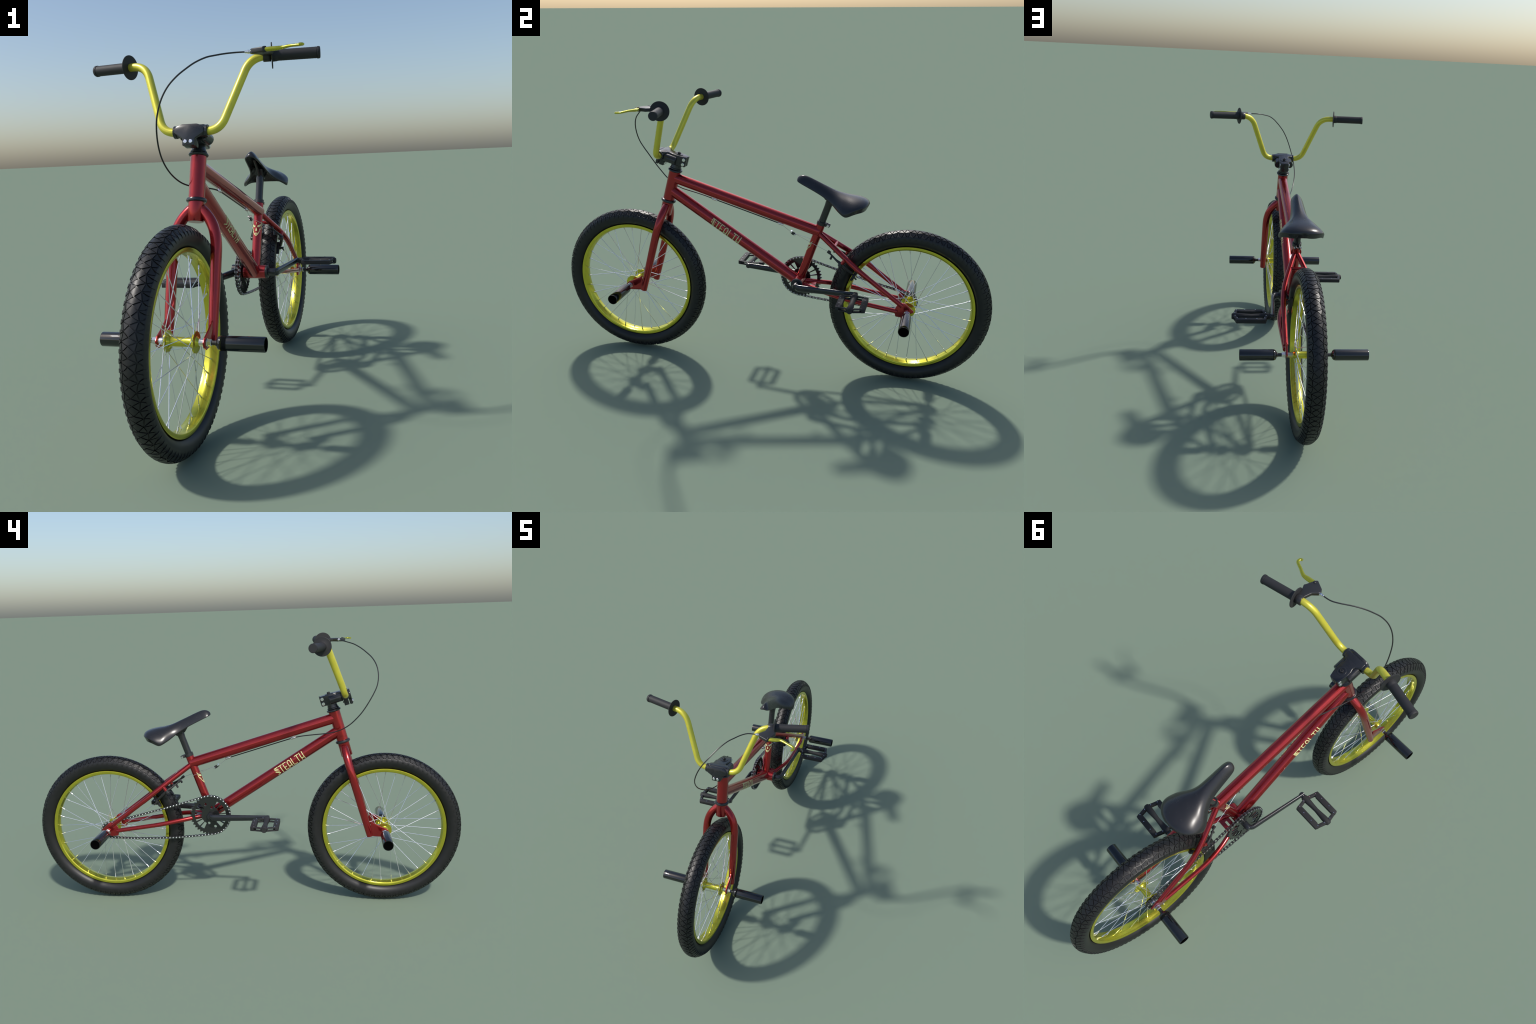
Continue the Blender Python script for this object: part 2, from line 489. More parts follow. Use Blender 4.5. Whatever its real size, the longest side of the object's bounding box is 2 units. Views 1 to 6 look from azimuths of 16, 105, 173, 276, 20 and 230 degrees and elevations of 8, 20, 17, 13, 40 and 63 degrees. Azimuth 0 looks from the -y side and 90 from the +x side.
# fork
fork = group("fork")
lathe("steerer_crown", [(-0.2090, 0.0), (-0.2090, 0.0253), (-0.2080, 0.0260), (-0.140, 0.0260), (-0.140, 0.0)], RED, fork, origin=HEAD, axis=UP, seg=40)
for s in SIDES:
    path = [(0.010, -0.160), (0.030, -0.180), (0.0480, -0.203), (0.0615, -0.230), (0.0695, -0.260), (0.0728, -0.295), (0.0730, -0.350), (0.0732, -0.450), (0.0734, -0.5860)]
    pts = catmull([steer(t, x * s, -0.002) for x, t in path], 6)
    tube("fork_leg", pts, [0.0160, 0.0178, 0.0182, 0.0182, 0.0182, 0.0182, 0.0180, 0.0172, 0.0150], RED, fork, 28)
    plate = [(-0.585, 0.4050), (-0.597, 0.3960), (-0.628, 0.3800), (-0.655, 0.3690), (-0.668, 0.3560), (-0.664, 0.3400), (-0.650, 0.3300), (-0.600, 0.3330), (-0.585, 0.3360)]
    prism("dropout", plate, (-0.003, 0.003), ((0.0765 * s, 0, 0), (0, 1, 0), (0, 0, 1), (1, 0, 0)), RED, fork, 0.0012)

# ------------------------------------------------------------------ stem
stem = group("stem")
T0 = V((0, -0.398, 0.982))
SF = (T0, X, FWD, UP)           # plan frame: x, forward, extruded along the steering axis
bm = bmesh.new()
def mirror(poly):
    return poly + [(-a, b) for a, b in poly[::-1] if a > 1e-6]
clampf = mirror([(0.0, -0.0445), (0.0205, -0.0445), (0.0280, -0.020), (0.0290, 0.000), (0.0270, 0.020), (0.0235, 0.034), (0.0240, 0.048), (0.0, 0.048)])
def halves(poly):
    return poly
outline = [(0.0200, -0.0445), (0.0265, -0.022), (0.0300, 0.002), (0.0290, 0.020), (0.0240, 0.034), (0.0250, 0.046), (0.0330, 0.055)]
outline = outline + [(-a, b) for a, b in outline[::-1]]
add_prism(bm, outline, (-0.050, -0.0045), SF, 0.0035, segs=3)
put("steerer_clamp", finish(bm, "steerer_clamp", BLACK, 40), stem)
# round top cap with its socket screw
lathe("stem_cap", [(-0.0055, 0.0), (-0.0055, 0.0185), (-0.0030, 0.0185), (-0.0022, 0.0175), (-0.0022, 0.0110), (-0.0035, 0.0100), (-0.0035, 0.0)], BLACK, stem, origin=T0, axis=UP, seg=36)
lathe("cap_screw", [(-0.0036, 0.0), (-0.0036, 0.0068), (0.0040, 0.0068), (0.0048, 0.0060), (0.0048, 0.0038), (0.0018, 0.0032), (0.0018, 0.0)], SATIN, stem, origin=T0, axis=UP, seg=24)
# pinch bolts, and a dark rod standing in for the split at the back
def stem_pt(x, f, u):
    return T0 + X * x + FWD * f + UP * u
for s in SIDES:
    # side barrels between both clamps
    bm = bmesh.new()
    c = stem_pt(0.0290 * s, 0, -0.030)
    add_lathe(bm, [(-0.004, 0.0), (-0.004, 0.0170), (-0.002, 0.0190), (0.050, 0.0190), (0.056, 0.0)], origin=c, axis=FWD, seg=28)
    put("stem_barrel", finish(bm, "stem_barrel", BLACK), stem)
    for u in (-0.017, -0.039):
        lathe("pinch_bolt", [(0.0, 0.0), (0.0, 0.0078), (0.0025, 0.0078), (0.0035, 0.0070), (0.0035, 0.0)], STEEL, stem, origin=stem_pt(0.0218 * s, -0.034, u), axis=(s, 0, 0), seg=12)
lathe("clamp_dark_rod", [(-0.0455, 0.0), (-0.0455, 0.0022), (-0.0035, 0.0022), (-0.0035, 0.0)], CABLE, stem, origin=T0 + FWD * -0.0440, axis=UP, seg=8)  # solid dark rod drawn as the split; the clamp itself is uncut

# bar clamp: barrel, flared body, front plate
BAR = stem_pt(0, 0.0708, -0.0254)
bm = bmesh.new()
add_lathe(bm, [(-0.0565, 0.0), (-0.0565, 0.0185), (-0.0550, 0.0200), (-0.0460, 0.0200), (-0.0445, 0.0185), (0.0445, 0.0185), (0.0460, 0.0200), (0.0550, 0.0200), (0.0565, 0.0185), (0.0565, 0.0)], origin=BAR, axis=X, seg=32)
flare = [(0.0240, 0.030), (0.0260, 0.044), (0.0420, 0.052), (0.0480, 0.058), (0.0480, 0.078), (0.0400, 0.0815)]
flare = flare + [(-a, b) for a, b in flare[::-1]]
add_prism(bm, flare, (-0.0400, -0.0050), SF, 0.004, segs=3)
lower = [(-0.0200, 0.0555), (0.0200, 0.0555), (0.0200, 0.0765), (-0.0200, 0.0765)]
add_prism(bm, lower, (-0.0740, -0.030), SF, 0.002)
put("bar_clamp", finish(bm, "bar_clamp", BLACK, 40), stem)
face = [(0.0, -0.0060), (0.0240, -0.0060), (0.0420, -0.0120), (0.0490, -0.0190), (0.0490, -0.0340), (0.0400, -0.0410), (0.0210, -0.0520), (0.0205, -0.0750), (0.0, -0.0750)]
face = face + [(-a, b) for a, b in face[::-1] if a > 0]
prism("face_plate", face, (0.0800, 0.0940), (T0, X, UP, FWD), BLACK, stem, 0.0035)
for s in SIDES:
    lathe("face_bolt", [(0.0925, 0.0), (0.0925, 0.0062), (0.0975, 0.0062), (0.0985, 0.0052), (0.0985, 0.0)], STEEL, stem, origin=stem_pt(0.0090 * s, 0, -0.0630), axis=FWD, seg=14)
    lathe("face_bolt", [(0.0510, 0.0), (0.0510, 0.0058), (0.0560, 0.0058), (0.0560, 0.0)], STEEL, stem, origin=stem_pt(0.0090 * s, 0, -0.0630), axis=FWD, seg=6, smooth=20)

# ------------------------------------------------------------------ handlebar, grips
cockpit = group("handlebar")
GD = (V((0.3870, -0.3390, 1.2030)) - V((0.2422, -0.3740, 1.2005))).normalized()
FLANGE = V((0.2422, -0.3740, 1.2005))
half = [(0.0, BAR.y, BAR.z), (0.0940, BAR.y, BAR.z), FLANGE - GD * 0.0665, FLANGE + GD * 0.015]
right = fillet(half, [0.042, 0.050], 14)
left = [V((-p.x, p.y, p.z)) for p in right[1:]]
tube("bar", left[::-1] + right, 0.0133, YELLOW, cockpit, 28)
for s in SIDES:
    o = V((0.2422 * s, -0.3740, 1.2005))
    d = V((GD.x * s, GD.y, GD.z))
    prof = [(-0.0015, 0.0), (-0.0015, 0.0388), (-0.0006, 0.0400), (0.0012, 0.0400), (0.0022, 0.0388), (0.0024, 0.0200), (0.0030, 0.0190), (0.0150, 0.0184),
            (0.0160, 0.0178)]
    L = 0.1495
    k = 30
    for i in range(1, k):
        a = 0.016 + (L - 0.028) * i / k
        prof.append((a, 0.0172 + 0.00018 * (i % 2)))
    prof += [(L - 0.0120, 0.0176), (L - 0.0112, 0.0168), (L - 0.0104, 0.0168), (L - 0.0096, 0.0186), (L - 0.0030, 0.0186), (L, 0.0168), (L, 0.0)]
    lathe("grip", prof, GRIP, cockpit, origin=o, axis=d, seg=40)

# brake lever on one side
lever = group("brake_lever")
bm = bmesh.new()
co = V((0.2270, -0.3777, 1.2003))
add_lathe(bm, [(-0.0120, 0.0), (-0.0120, 0.0172), (-0.0108, 0.0182), (0.0118, 0.0182), (0.0130, 0.0172), (0.0130, 0.0)], origin=co, axis=GD, seg=32)
body = [(0.2165, -0.3700), (0.2175, -0.3950), (0.2130, -0.4230), (0.1960, -0.4420), (0.1935, -0.4500), (0.2020, -0.4640), (0.2420, -0.4810), (0.2490, -0.4730), (0.2600, -0.4350), (0.2630, -0.4290), (0.2560, -0.4180), (0.2500, -0.4080), (0.2420, -0.3700)]
add_prism(bm, body, (1.1985, 1.2135), ((0, 0, 0), (1, 0, 0), (0, 1, 0), (0, 0, 1)), 0.003, segs=3)
put("lever_body", finish(bm, "lever_body", SATIN, 40), lever)
blade = catmull([(0.2420, -0.4660, 1.2060), (0.2600, -0.4640, 1.2065), (0.2780, -0.4615, 1.2070), (0.2960, -0.4590, 1.2085), (0.3120, -0.4640, 1.2095), (0.3280, -0.4720, 1.2095), (0.3580, -0.4850, 1.2075), (0.3655, -0.4940, 1.2070), (0.3640, -0.5040, 1.2065), (0.3570, -0.5070, 1.2062)], 5)
tube("lever_blade", blade, [0.0100, 0.0105, 0.0100, 0.0080, 0.0070, 0.0064, 0.0060, 0.0058, 0.0062, 0.0058], YELLOW_RIM, lever, 16, squash=(0.68, 1.0))
lathe("lever_pivot", [(-0.0095, 0.0), (-0.0095, 0.0055), (0.0090, 0.0055), (0.0098, 0.0045), (0.0098, 0.0)], SATIN, lever, origin=(0.2440, -0.4660, 1.2060), axis=(0, 0, 1), seg=16)
lathe("barrel_adjuster", [(0.0, 0.0), (0.0, 0.0050), (0.005, 0.0050), (0.0055, 0.0058), (0.0100, 0.0058), (0.0105, 0.0044), (0.0180, 0.0040), (0.0190, 0.0030), (0.0190, 0.0)], STEEL, lever, origin=(0.1965, -0.4480, 1.2060), axis=(-0.98, -0.12, 0.02), seg=14)

# ------------------------------------------------------------------ cable and rear brake
brake = group("rim_brake")
S1, S2 = V((0, -0.2369, 0.7798)), V((0, 0.0684, 0.6888))
run = [(0.1780, -0.4502, 1.2064), (0.1460, -0.4560, 1.2063), (0.1200, -0.4730, 1.2030), (0.0980, -0.4940, 1.1975), (0.0760, -0.5160, 1.1905), (0.0515, -0.5440, 1.1748), (0.0310, -0.5685, 1.1555), (0.0110, -0.5910, 1.1340),
       (-0.0105, -0.6075, 1.1070), (-0.0283, -0.6155, 1.0765), (-0.0420, -0.6160, 1.0453), (-0.0530, -0.6098, 1.0146), (-0.0620, -0.5963, 0.9852), (-0.0690, -0.5800, 0.9570), (-0.0735, -0.5629, 0.9296),
       (-0.0755, -0.5437, 0.9026), (-0.0745, -0.5221, 0.8776), (-0.0700, -0.4983, 0.8540), (-0.0630, -0.4713, 0.8340), (-0.0550, -0.4409, 0.8185), (-0.0460, -0.4080, 0.8085), (-0.0375, -0.3740, 0.8030), (-0.0280, -0.3400, 0.7985),
       (-0.0180, -0.3050, 0.7935), (-0.0080, -0.2720, 0.7880), S1]
pts = catmull(run, 4)
tube("cable_housing", pts + [S1 + (S2 - S1) * k / 4 for k in range(1, 5)], 0.0025, CABLE, brake, 10)
tdir = (TT1 - TT0).normalized()
tn = V((0, -tdir.z, tdir.y))
for p in (S1, S2):
    bm = bmesh.new()
    add_tube(bm, [p - tdir * 0.013, p - tdir * 0.0085, p + tdir * 0.0085, p + tdir * 0.013], [0.0040, 0.0058, 0.0058, 0.0040], 14)
    bm2f = (p, tdir, X, tn)
    add_prism(bm, [(-0.008, -0.0036), (0.008, -0.0036), (0.008, 0.0036), (-0.008, 0.0036)], (-0.001, 0.010), bm2f, 0.0008)
    put("cable_stop", finish(bm, "cable_stop", STEEL), brake)
YOKE = V((-0.001, 0.1245, 0.6490))
bm = bmesh.new()
add_tube(bm, [S2, YOKE + V((0, -0.008, 0.004))], 0.0008, 6)
TIP = {s: V((0.0400 * s, 0.2960, 0.5890)) for s in SIDES}
for s in SIDES:
    add_tube(bm, catmull([YOKE + V((0, 0.008, -0.001)), YOKE.lerp(TIP[s], 0.5) + V((0.002 * s, 0, 0.001)), TIP[s]], 5), 0.0008, 6)
put("brake_wire", finish(bm, "brake_wire", SPOKE), brake)
bm = bmesh.new()
add_prism(bm, [(-0.014, -0.002), (0.0, -0.007), (0.013, -0.009), (0.015, 0.0), (0.008, 0.006), (-0.010, 0.007)], (-0.003, 0.003), (YOKE, (0, 0.93, -0.36), (0, 0.36, 0.93), (1, 0, 0)), 0.001)
put("cable_yoke", finish(bm, "cable_yoke", SATIN), brake)
bm = bmesh.new()
for a, b in ((-0.009, 0.004), (0.011, -0.003)):
    add_lathe(bm, [(-0.0085, 0), (-0.0085, 0.0045), (0.0085, 0.0045), (0.0085, 0)], origin=YOKE + V((0, 0.93 * a + 0.36 * b, -0.36 * a + 0.93 * b)), seg=10)
put("yoke_bolt", finish(bm, "yoke_bolt", STEEL), brake)
for s in SIDES:
    n = V((0, -0.60, -0.80))
    piv = V((0.0625 * s, 0.3700, 0.5660)) + n * 0.026
    pad_c = V((0.0350 * s, 0.4080, 0.4900))
    # arm: from the wire tip round the pivot down to the pad holder
    arm = catmull([TIP[s] + V((0, -0.004, 0.002)), TIP[s] + V((0.010 * s, 0.018, -0.014)), piv + V((-0.004 * s, -0.022, 0.016)), piv + V((0.001 * s, 0.0, 0.002)), piv + V((-0.004 * s, 0.022, -0.020)), pad_c + V((0.012 * s, -0.006, 0.012))], 6)
    bm = bmesh.new()
    add_tube(bm, arm, [0.0036, 0.0038, 0.0048, 0.0075, 0.0068, 0.0055], 14)
    add_lathe(bm, [(-0.004, 0.0), (-0.004, 0.0110), (0.010, 0.0110), (0.012, 0.0095), (0.012, 0.0)], origin=piv, axis=n, seg=20)
    add_prism(bm, [(-0.0075, -0.006), (0.0075, -0.006), (0.0075, 0.006), (-0.0075, 0.006)], (-0.006, 0.006), (TIP[s], (0, 0.80, -0.60), (0, 0.60, 0.80), (1, 0, 0)), 0.0015)
    add_tube(bm, [TIP[s] + V((0.006 * s, 0.016, -0.012)), TIP[s] + V((0.006 * s, 0.008, -0.030))], 0.0048, 12)
    put("brake_arm", finish(bm, "brake_arm", SATIN), brake)
    bm = bmesh.new()
    rad = V((0, pad_c.y - REAR.y, pad_c.z - REAR.z)).normalized()
    tan = V((0, -rad.z, rad.y))
    add_prism(bm, [(-0.030, -0.0055), (0.026, -0.0075), (0.030, 0.0045), (-0.026, 0.0075)], (-0.008, 0.005), (pad_c - rad * 0.001, tan, rad, X * s), 0.002)
    put("brake_pad", finish(bm, "brake_pad", GRIP), brake)
    bm = bmesh.new()
    add_lathe(bm, [(0.0, 0.0), (0.0, 0.0075), (0.012, 0.0075), (0.013, 0.005), (0.024, 0.005), (0.025, 0.0)], origin=pad_c, axis=(s, 0, 0), seg=14)
    add_tube(bm, [pad_c + V((0.018 * s, 0, 0)), pad_c + V((0.020 * s, 0.014, -0.012))], 0.0035, 10)
    put("pad_bolt", finish(bm, "pad_bolt", SATIN), brake)

# ------------------------------------------------------------------ seat post, clamp, saddle
seat = group("seat")
post_top = SEAT_TOP + SEAT_DIR * 0.128
tube("seat_post", [SEAT_TOP - SEAT_DIR * 0.01, SEAT_TOP + SEAT_DIR * 0.088, SEAT_TOP + SEAT_DIR * 0.096, SEAT_TOP + SEAT_DIR * 0.104, post_top], [0.0157, 0.0157, 0.0164, 0.0172, 0.0176], BLACK, seat, 30)
bm = bmesh.new()
add_lathe(bm, [(-0.003, 0.0175), (-0.003, 0.0196), (-0.002, 0.0204), (0.0115, 0.0204), (0.0125, 0.0196), (0.0125, 0.0150)], origin=SEAT_TOP, axis=SEAT_DIR, seg=36)
SB = V((0, SEAT_DIR.z, -SEAT_DIR.y))
for s in SIDES:
    add_prism(bm, [(0.015, -0.002), (0.038, -0.001), (0.040, 0.011), (0.015, 0.013)], (0.0045 * s, 0.0105 * s), (SEAT_TOP, SB, SEAT_DIR, X), 0.0012)
put("seat_clamp", finish(bm, "seat_clamp", SATIN), seat)
lathe("clamp_bolt", [(-0.017, 0.0), (-0.017, 0.0050), (-0.011, 0.0050), (-0.0105, 0.0030), (0.0105, 0.0030), (0.011, 0.0055), (0.016, 0.0055), (0.016, 0.0)], STEEL, seat, origin=SEAT_TOP + SB * 0.031 + SEAT_DIR * 0.005, seg=14)

def saddle_mesh():
    # station: y, top height, half width, height of the widest edge, height of the skirt's lower edge
    st = [(0.1418, 0.8990, 0.0060, 0.8950, 0.8935), (0.1440, 0.9045, 0.0150, 0.8925, 0.8900), (0.1500, 0.9100, 0.0215, 0.8900, 0.8868), (0.1590, 0.9143, 0.0255, 0.8862, 0.8825), (0.1710, 0.9160, 0.0275, 0.8812, 0.8770), (0.1880, 0.9128, 0.0292, 0.8735, 0.8690),
          (0.2200, 0.8985, 0.0320, 0.8585, 0.8540), (0.2500, 0.8848, 0.0350, 0.8435, 0.8390), (0.2750, 0.8735, 0.0392, 0.8285, 0.8240), (0.2950, 0.8645, 0.0465, 0.8160, 0.8110), (0.3120, 0.8570, 0.0580, 0.8035, 0.7985),
          (0.3280, 0.8510, 0.0735, 0.7915, 0.7860), (0.3450, 0.8462, 0.0885, 0.7830, 0.7765), (0.3580, 0.8432, 0.0955, 0.7770, 0.7690), (0.3700, 0.8412, 0.0980, 0.7775, 0.7650), (0.3850, 0.8390, 0.0980, 0.7850, 0.7690), (0.4000, 0.8366, 0.0945, 0.7930, 0.7745), (0.4150, 0.8338, 0.0880, 0.7985, 0.7785),
          (0.4290, 0.8302, 0.0775, 0.8015, 0.7800), (0.4410, 0.8258, 0.0640, 0.8030, 0.7800), (0.4500, 0.8205, 0.0475, 0.8040, 0.7810), (0.4555, 0.8145, 0.0280, 0.8045, 0.7830), (0.4580, 0.8085, 0.0090, 0.8045, 0.7860)]
    bm = bmesh.new()
    m = 12
    rows = []
    for y, zt, w, ze, zl in st:
        half = []
        g = max(0.0, min(1.0, (y - 0.22) / 0.14))      # tent-shaped nose, flat-topped tail
        p, q = 1.45 + 0.75 * g, 0.85 - 0.13 * g
        for k in range(m + 1):
            t = math.sin(math.pi / 2 * k / m)
            half.append((w * t, ze + (zt - ze) * (1 - t ** p) ** q))
        rear = max(0.0, min(1.0, (y - 0.37) / 0.08))
        tuck = 0.985 - 0.12 * rear
        half += [(w * (tuck + 0.010), ze - (ze - zl) * 0.55), (w * tuck, zl + 0.0008), (w * tuck - min(0.0025, w * 0.12), zl)]
        wi = max(0.001, w * tuck - min(0.006, w * 0.3))
        top = max(zl + 0.001, zt - 0.014)
        top = top + (zl + 0.002 - top) * max(0.0, min(1.0, (y - 0.412) / 0.022))   # solid tail
        for k in range(m, -1, -1):                     # hollow underside
            t = math.sin(math.pi / 2 * k / m)
            half.append((wi * t, zl + 0.001 + (top - zl - 0.001) * (1 - t ** p) ** q))
        sh = 0.010 * rear                               # the lower edge sits further in at the tail
        def pt(x, z, sg):
            back = sh * max(0.0, min(1.0, (ze - z) / max(1e-4, ze - zl))) if z < ze else 0.0
            return V((x * sg, y - back, z))
        loop = [pt(x, z, 1) for x, z in half] + [pt(x, z, -1) for x, z in half[-2:0:-1]]
        rows.append([bm.verts.new(v) for v in loop])
    L = len(rows[0])
    for i in range(len(rows) - 1):
        for k in range(L):
            bm.faces.new((rows[i][k], rows[i][(k + 1) % L], rows[i + 1][(k + 1) % L], rows[i + 1][k]))
    bm.faces.new(rows[0])
    bm.faces.new(rows[-1])
    return finish(bm, "saddle", SADDLE, 60)
sad = put("saddle", saddle_mesh(), seat)
mod = sad.modifiers.new("smooth", 'SUBSURF')
mod.levels = mod.render_levels = 1
# mount between the post head and the shell
bm = bmesh.new()
SIDE = ((0, 0, 0), (0, 1, 0), (0, 0, 1), (1, 0, 0))
add_prism(bm, [(0.205, 0.8800), (0.250, 0.8380), (0.266, 0.8130), (0.280, 0.8080), (0.310, 0.8200), (0.310, 0.8420), (0.250, 0.8680)], (-0.0055, 0.0055), SIDE, 0.002)
add_prism(bm, [(0.276, 0.8060), (0.300, 0.7960), (0.330, 0.8150), (0.352, 0.8330), (0.290, 0.8500), (0.268, 0.8420)], (-0.017, 0.017), SIDE, 0.005)
put("saddle_mount", finish(bm, "saddle_mount", SADDLE, 35), seat)

# ------------------------------------------------------------------ crankset
crank = group("crankset")
RING_X, RING_R = -0.0525, 0.0920
def ring_windows(a, r):
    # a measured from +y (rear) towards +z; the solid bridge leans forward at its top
    d = (a - 83 + 90) % 180 - 90
    if 0.042 < r < 0.0745:
        if abs(d) < 33:
            return False
        return min(abs(abs(d) - c) for c in (41, 61, 81)) < 7.6
    return False
ring = toothed("chainring", RING_X, RING_R - 0.001, 37, 0.0055, RINGBLACK, crank, BB, windows=ring_windows, r_hole=0.010, phase=0.02)
cut = bmesh.new()
ax = math.radians(67)
for r, rr in ((0.058, 0.0062), (0.0385, 0.0058), (-0.0385, 0.0062), (-0.058, 0.0066)):
    add_lathe(cut, [(-0.02, 0.0), (-0.02, rr), (0.02, rr), (0.02, 0.0)], origin=(RING_X, BB.y + r * math.cos(ax + (0.02 if abs(r) > 0.05 else 0.60)), BB.z + r * math.sin(ax + (0.02 if abs(r) > 0.05 else 0.60))), seg=18)
cutter = put("helper", finish(cut, "helper", SATIN))
mod = ring.modifiers.new("holes", 'BOOLEAN')
mod.object = cutter
mod.operation = 'DIFFERENCE'
mod.solver = 'EXACT'
bpy.context.view_layer.update()
dg = bpy.context.evaluated_depsgraph_get()
new = bpy.data.meshes.new_from_object(ring.evaluated_get(dg))
ring.modifiers.clear()
ring.data = new
bpy.data.objects.remove(cutter)

lathe("crank_spindle", [(-0.076, 0.0), (-0.076, 0.0120), (0.076, 0.0120), (0.076, 0.0)], SATIN, crank, origin=BB, seg=24)
for s in SIDES:
    lathe("bearing_cap", [(0.0440, 0.0), (0.0440, 0.0265), (0.0530, 0.0265), (0.0555, 0.0240), (0.0560, 0.0)] if s > 0 else [(0.0440, 0.0), (0.0440, 0.0255), (0.0485, 0.0250), (0.0490, 0.0)], SATIN, crank, origin=BB, axis=(s, 0, 0), seg=32)
    elbow = V((0.0860 * s, BB.y + 0.0040 * s, BB.z - 0.003))
    end = V((0.1130 * s, BB.y + 0.2720 * s, 0.4310))
    a = fillet([V((0.0560 * s, BB.y, BB.z)), elbow, end + (end - elbow).normalized() * 0.010], [0.020], 10)
    n = len(a)
    rad = [0.0150] * (n - 1) + [0.0112]
    bm = bmesh.new()
    add_tube(bm, a, rad, 24, squash=(1.06, 0.64))
    add_lathe(bm, [(0.0540, 0.0), (0.0540, 0.0142), (0.0780, 0.0142), (0.0850, 0.0110), (0.0860, 0.0)], origin=BB, axis=(s, 0, 0), seg=28)
    add_lathe(bm, [(-0.010, 0.0), (-0.010, 0.0100), (-0.0085, 0.0112), (0.0085, 0.0112), (0.010, 0.0100), (0.010, 0.0)], origin=end, axis=(s, 0, 0), seg=24)
    put("crank_arm", finish(bm, "crank_arm", BLACK, 45), crank)

# pedals: chevron-ended cages with a waisted spindle and small traction pins
def pedal_meshes():
    bm = bmesh.new()
    x0, x1, w, h = 0.0295, 0.1520, 0.0615, 0.0085     # extent along the spindle, half depth, half height
    XY = (V((0, 0, 0)), V((1, 0, 0)), V((0, 1, 0)), V((0, 0, 1)))
    for t in SIDES:
        plate = [(x0, t * w), (x1, t * w), (x1 + 0.005, t * (w - 0.014)), (x1 - 0.014, t * (w - 0.024)), (x0 + 0.014, t * (w - 0.024)), (x0 - 0.005, t * (w - 0.014))]
        add_prism(bm, plate, (-h, h), XY, 0.0008)
        # chevron ends: an upper and a lower bar with a window between them
        for z0, z1 in ((-h, -h + 0.0050), (h - 0.0050, h)):
            add_prism(bm, [(x0 - 0.016, 0.0), (x0 - 0.001, t * (w - 0.004)), (x0 + 0.010, t * (w - 0.012)), (x0 - 0.003, 0.0)], (z0, z1), XY, 0.0012)
            add_prism(bm, [(x1 + 0.0165, 0.0), (x1 + 0.001, t * (w - 0.004)), (x1 - 0.010, t * (w - 0.012)), (x1 + 0.002, 0.0)], (z0, z1), XY, 0.0012)
    add_lathe(bm, [(0.004, 0.0), (0.004, 0.0095), (0.009, 0.0138), (0.036, 0.0138), (0.060, 0.0115), (0.088, 0.0098), (0.114, 0.0118), (0.140, 0.0140), (0.166, 0.0135), (0.171, 0.0105), (0.170, 0.0)], seg=24)
    body = finish(bm, "pedal_body", PEDAL, 35)
    bm = bmesh.new()
    spots = [(x0 + (x1 - x0) * k, t * (w - 0.010)) for k in (0.30, 0.68) for t in SIDES]
    spots += [(xa + sg * 0.014 * q, t * (w - 0.008) * q) for xa, sg in ((x0 - 0.009, 1), (x1 + 0.009, -1)) for q in (0.30, 0.85) for t in SIDES]
    for p in spots:
        add_lathe(bm, [(-0.0112, 0.0), (-0.0112, 0.0020), (0.0112, 0.0020), (0.0112, 0.0)], origin=(p[0], p[1], 0), axis=(0, 0, 1), seg=8)
    return body, finish(bm, "traction_pins", STEEL)
PB, PP = pedal_meshes()
for s in SIDES:
    p = group("pedal", ROOT, V((0.1170 * s, BB.y + 0.2720 * s, 0.4300)))
    p.rotation_euler = (0, 0, 0 if s > 0 else math.pi)
    put("pedal_body", PB, p)
    t = put("traction_pins", PP, p)
    t["kind"] = "stuff"
    lathe("pedal_axle", [(-0.006, 0.0), (-0.006, 0.0070), (0.006, 0.0070), (0.006, 0.0)], SATIN, p, seg=18)

# ------------------------------------------------------------------ chain
chain = group("chain")
def chain_path():
    c1, r1, c2, r2 = V((BB.y, BB.z)), RING_R + 0.0012, V((REAR.y, REAR.z)), COG_R + 0.0012
    d = c2 - c1
    L = d.length
    base = math.atan2(d.y, d.x)
    off = math.acos((r1 - r2) / L)
    a_up, a_dn = base + off, base - off
    pts = []
    # round the chainring from the lower to the upper tangent by way of the front
    a0, a1 = a_dn, a_up - 2 * math.pi
    for k in range(61):
        a = a0 + (a1 - a0) * k / 60
        pts.append(c1 + V((math.cos(a), math.sin(a))) * r1)
    p, q = pts[-1], c2 + V((math.cos(a_up), math.sin(a_up))) * r2
    for k in range(1, 30):
        t = k / 30
        pts.append(p.lerp(q, t) - V((0, 0.004 * 4 * t * (1 - t))))
    a0, a1 = a_up, a_dn
    for k in range(25):
        a = a0 + (a1 - a0) * k / 24
        pts.append(c2 + V((math.cos(a), math.sin(a))) * r2)
    p, q = pts[-1], pts[0]
    for k in range(1, 30):
        t = k / 30
        pts.append(p.lerp(q, t) - V((0, 0.0115 * 4 * t * (1 - t))))
    pts.append(pts[0])
    return pts
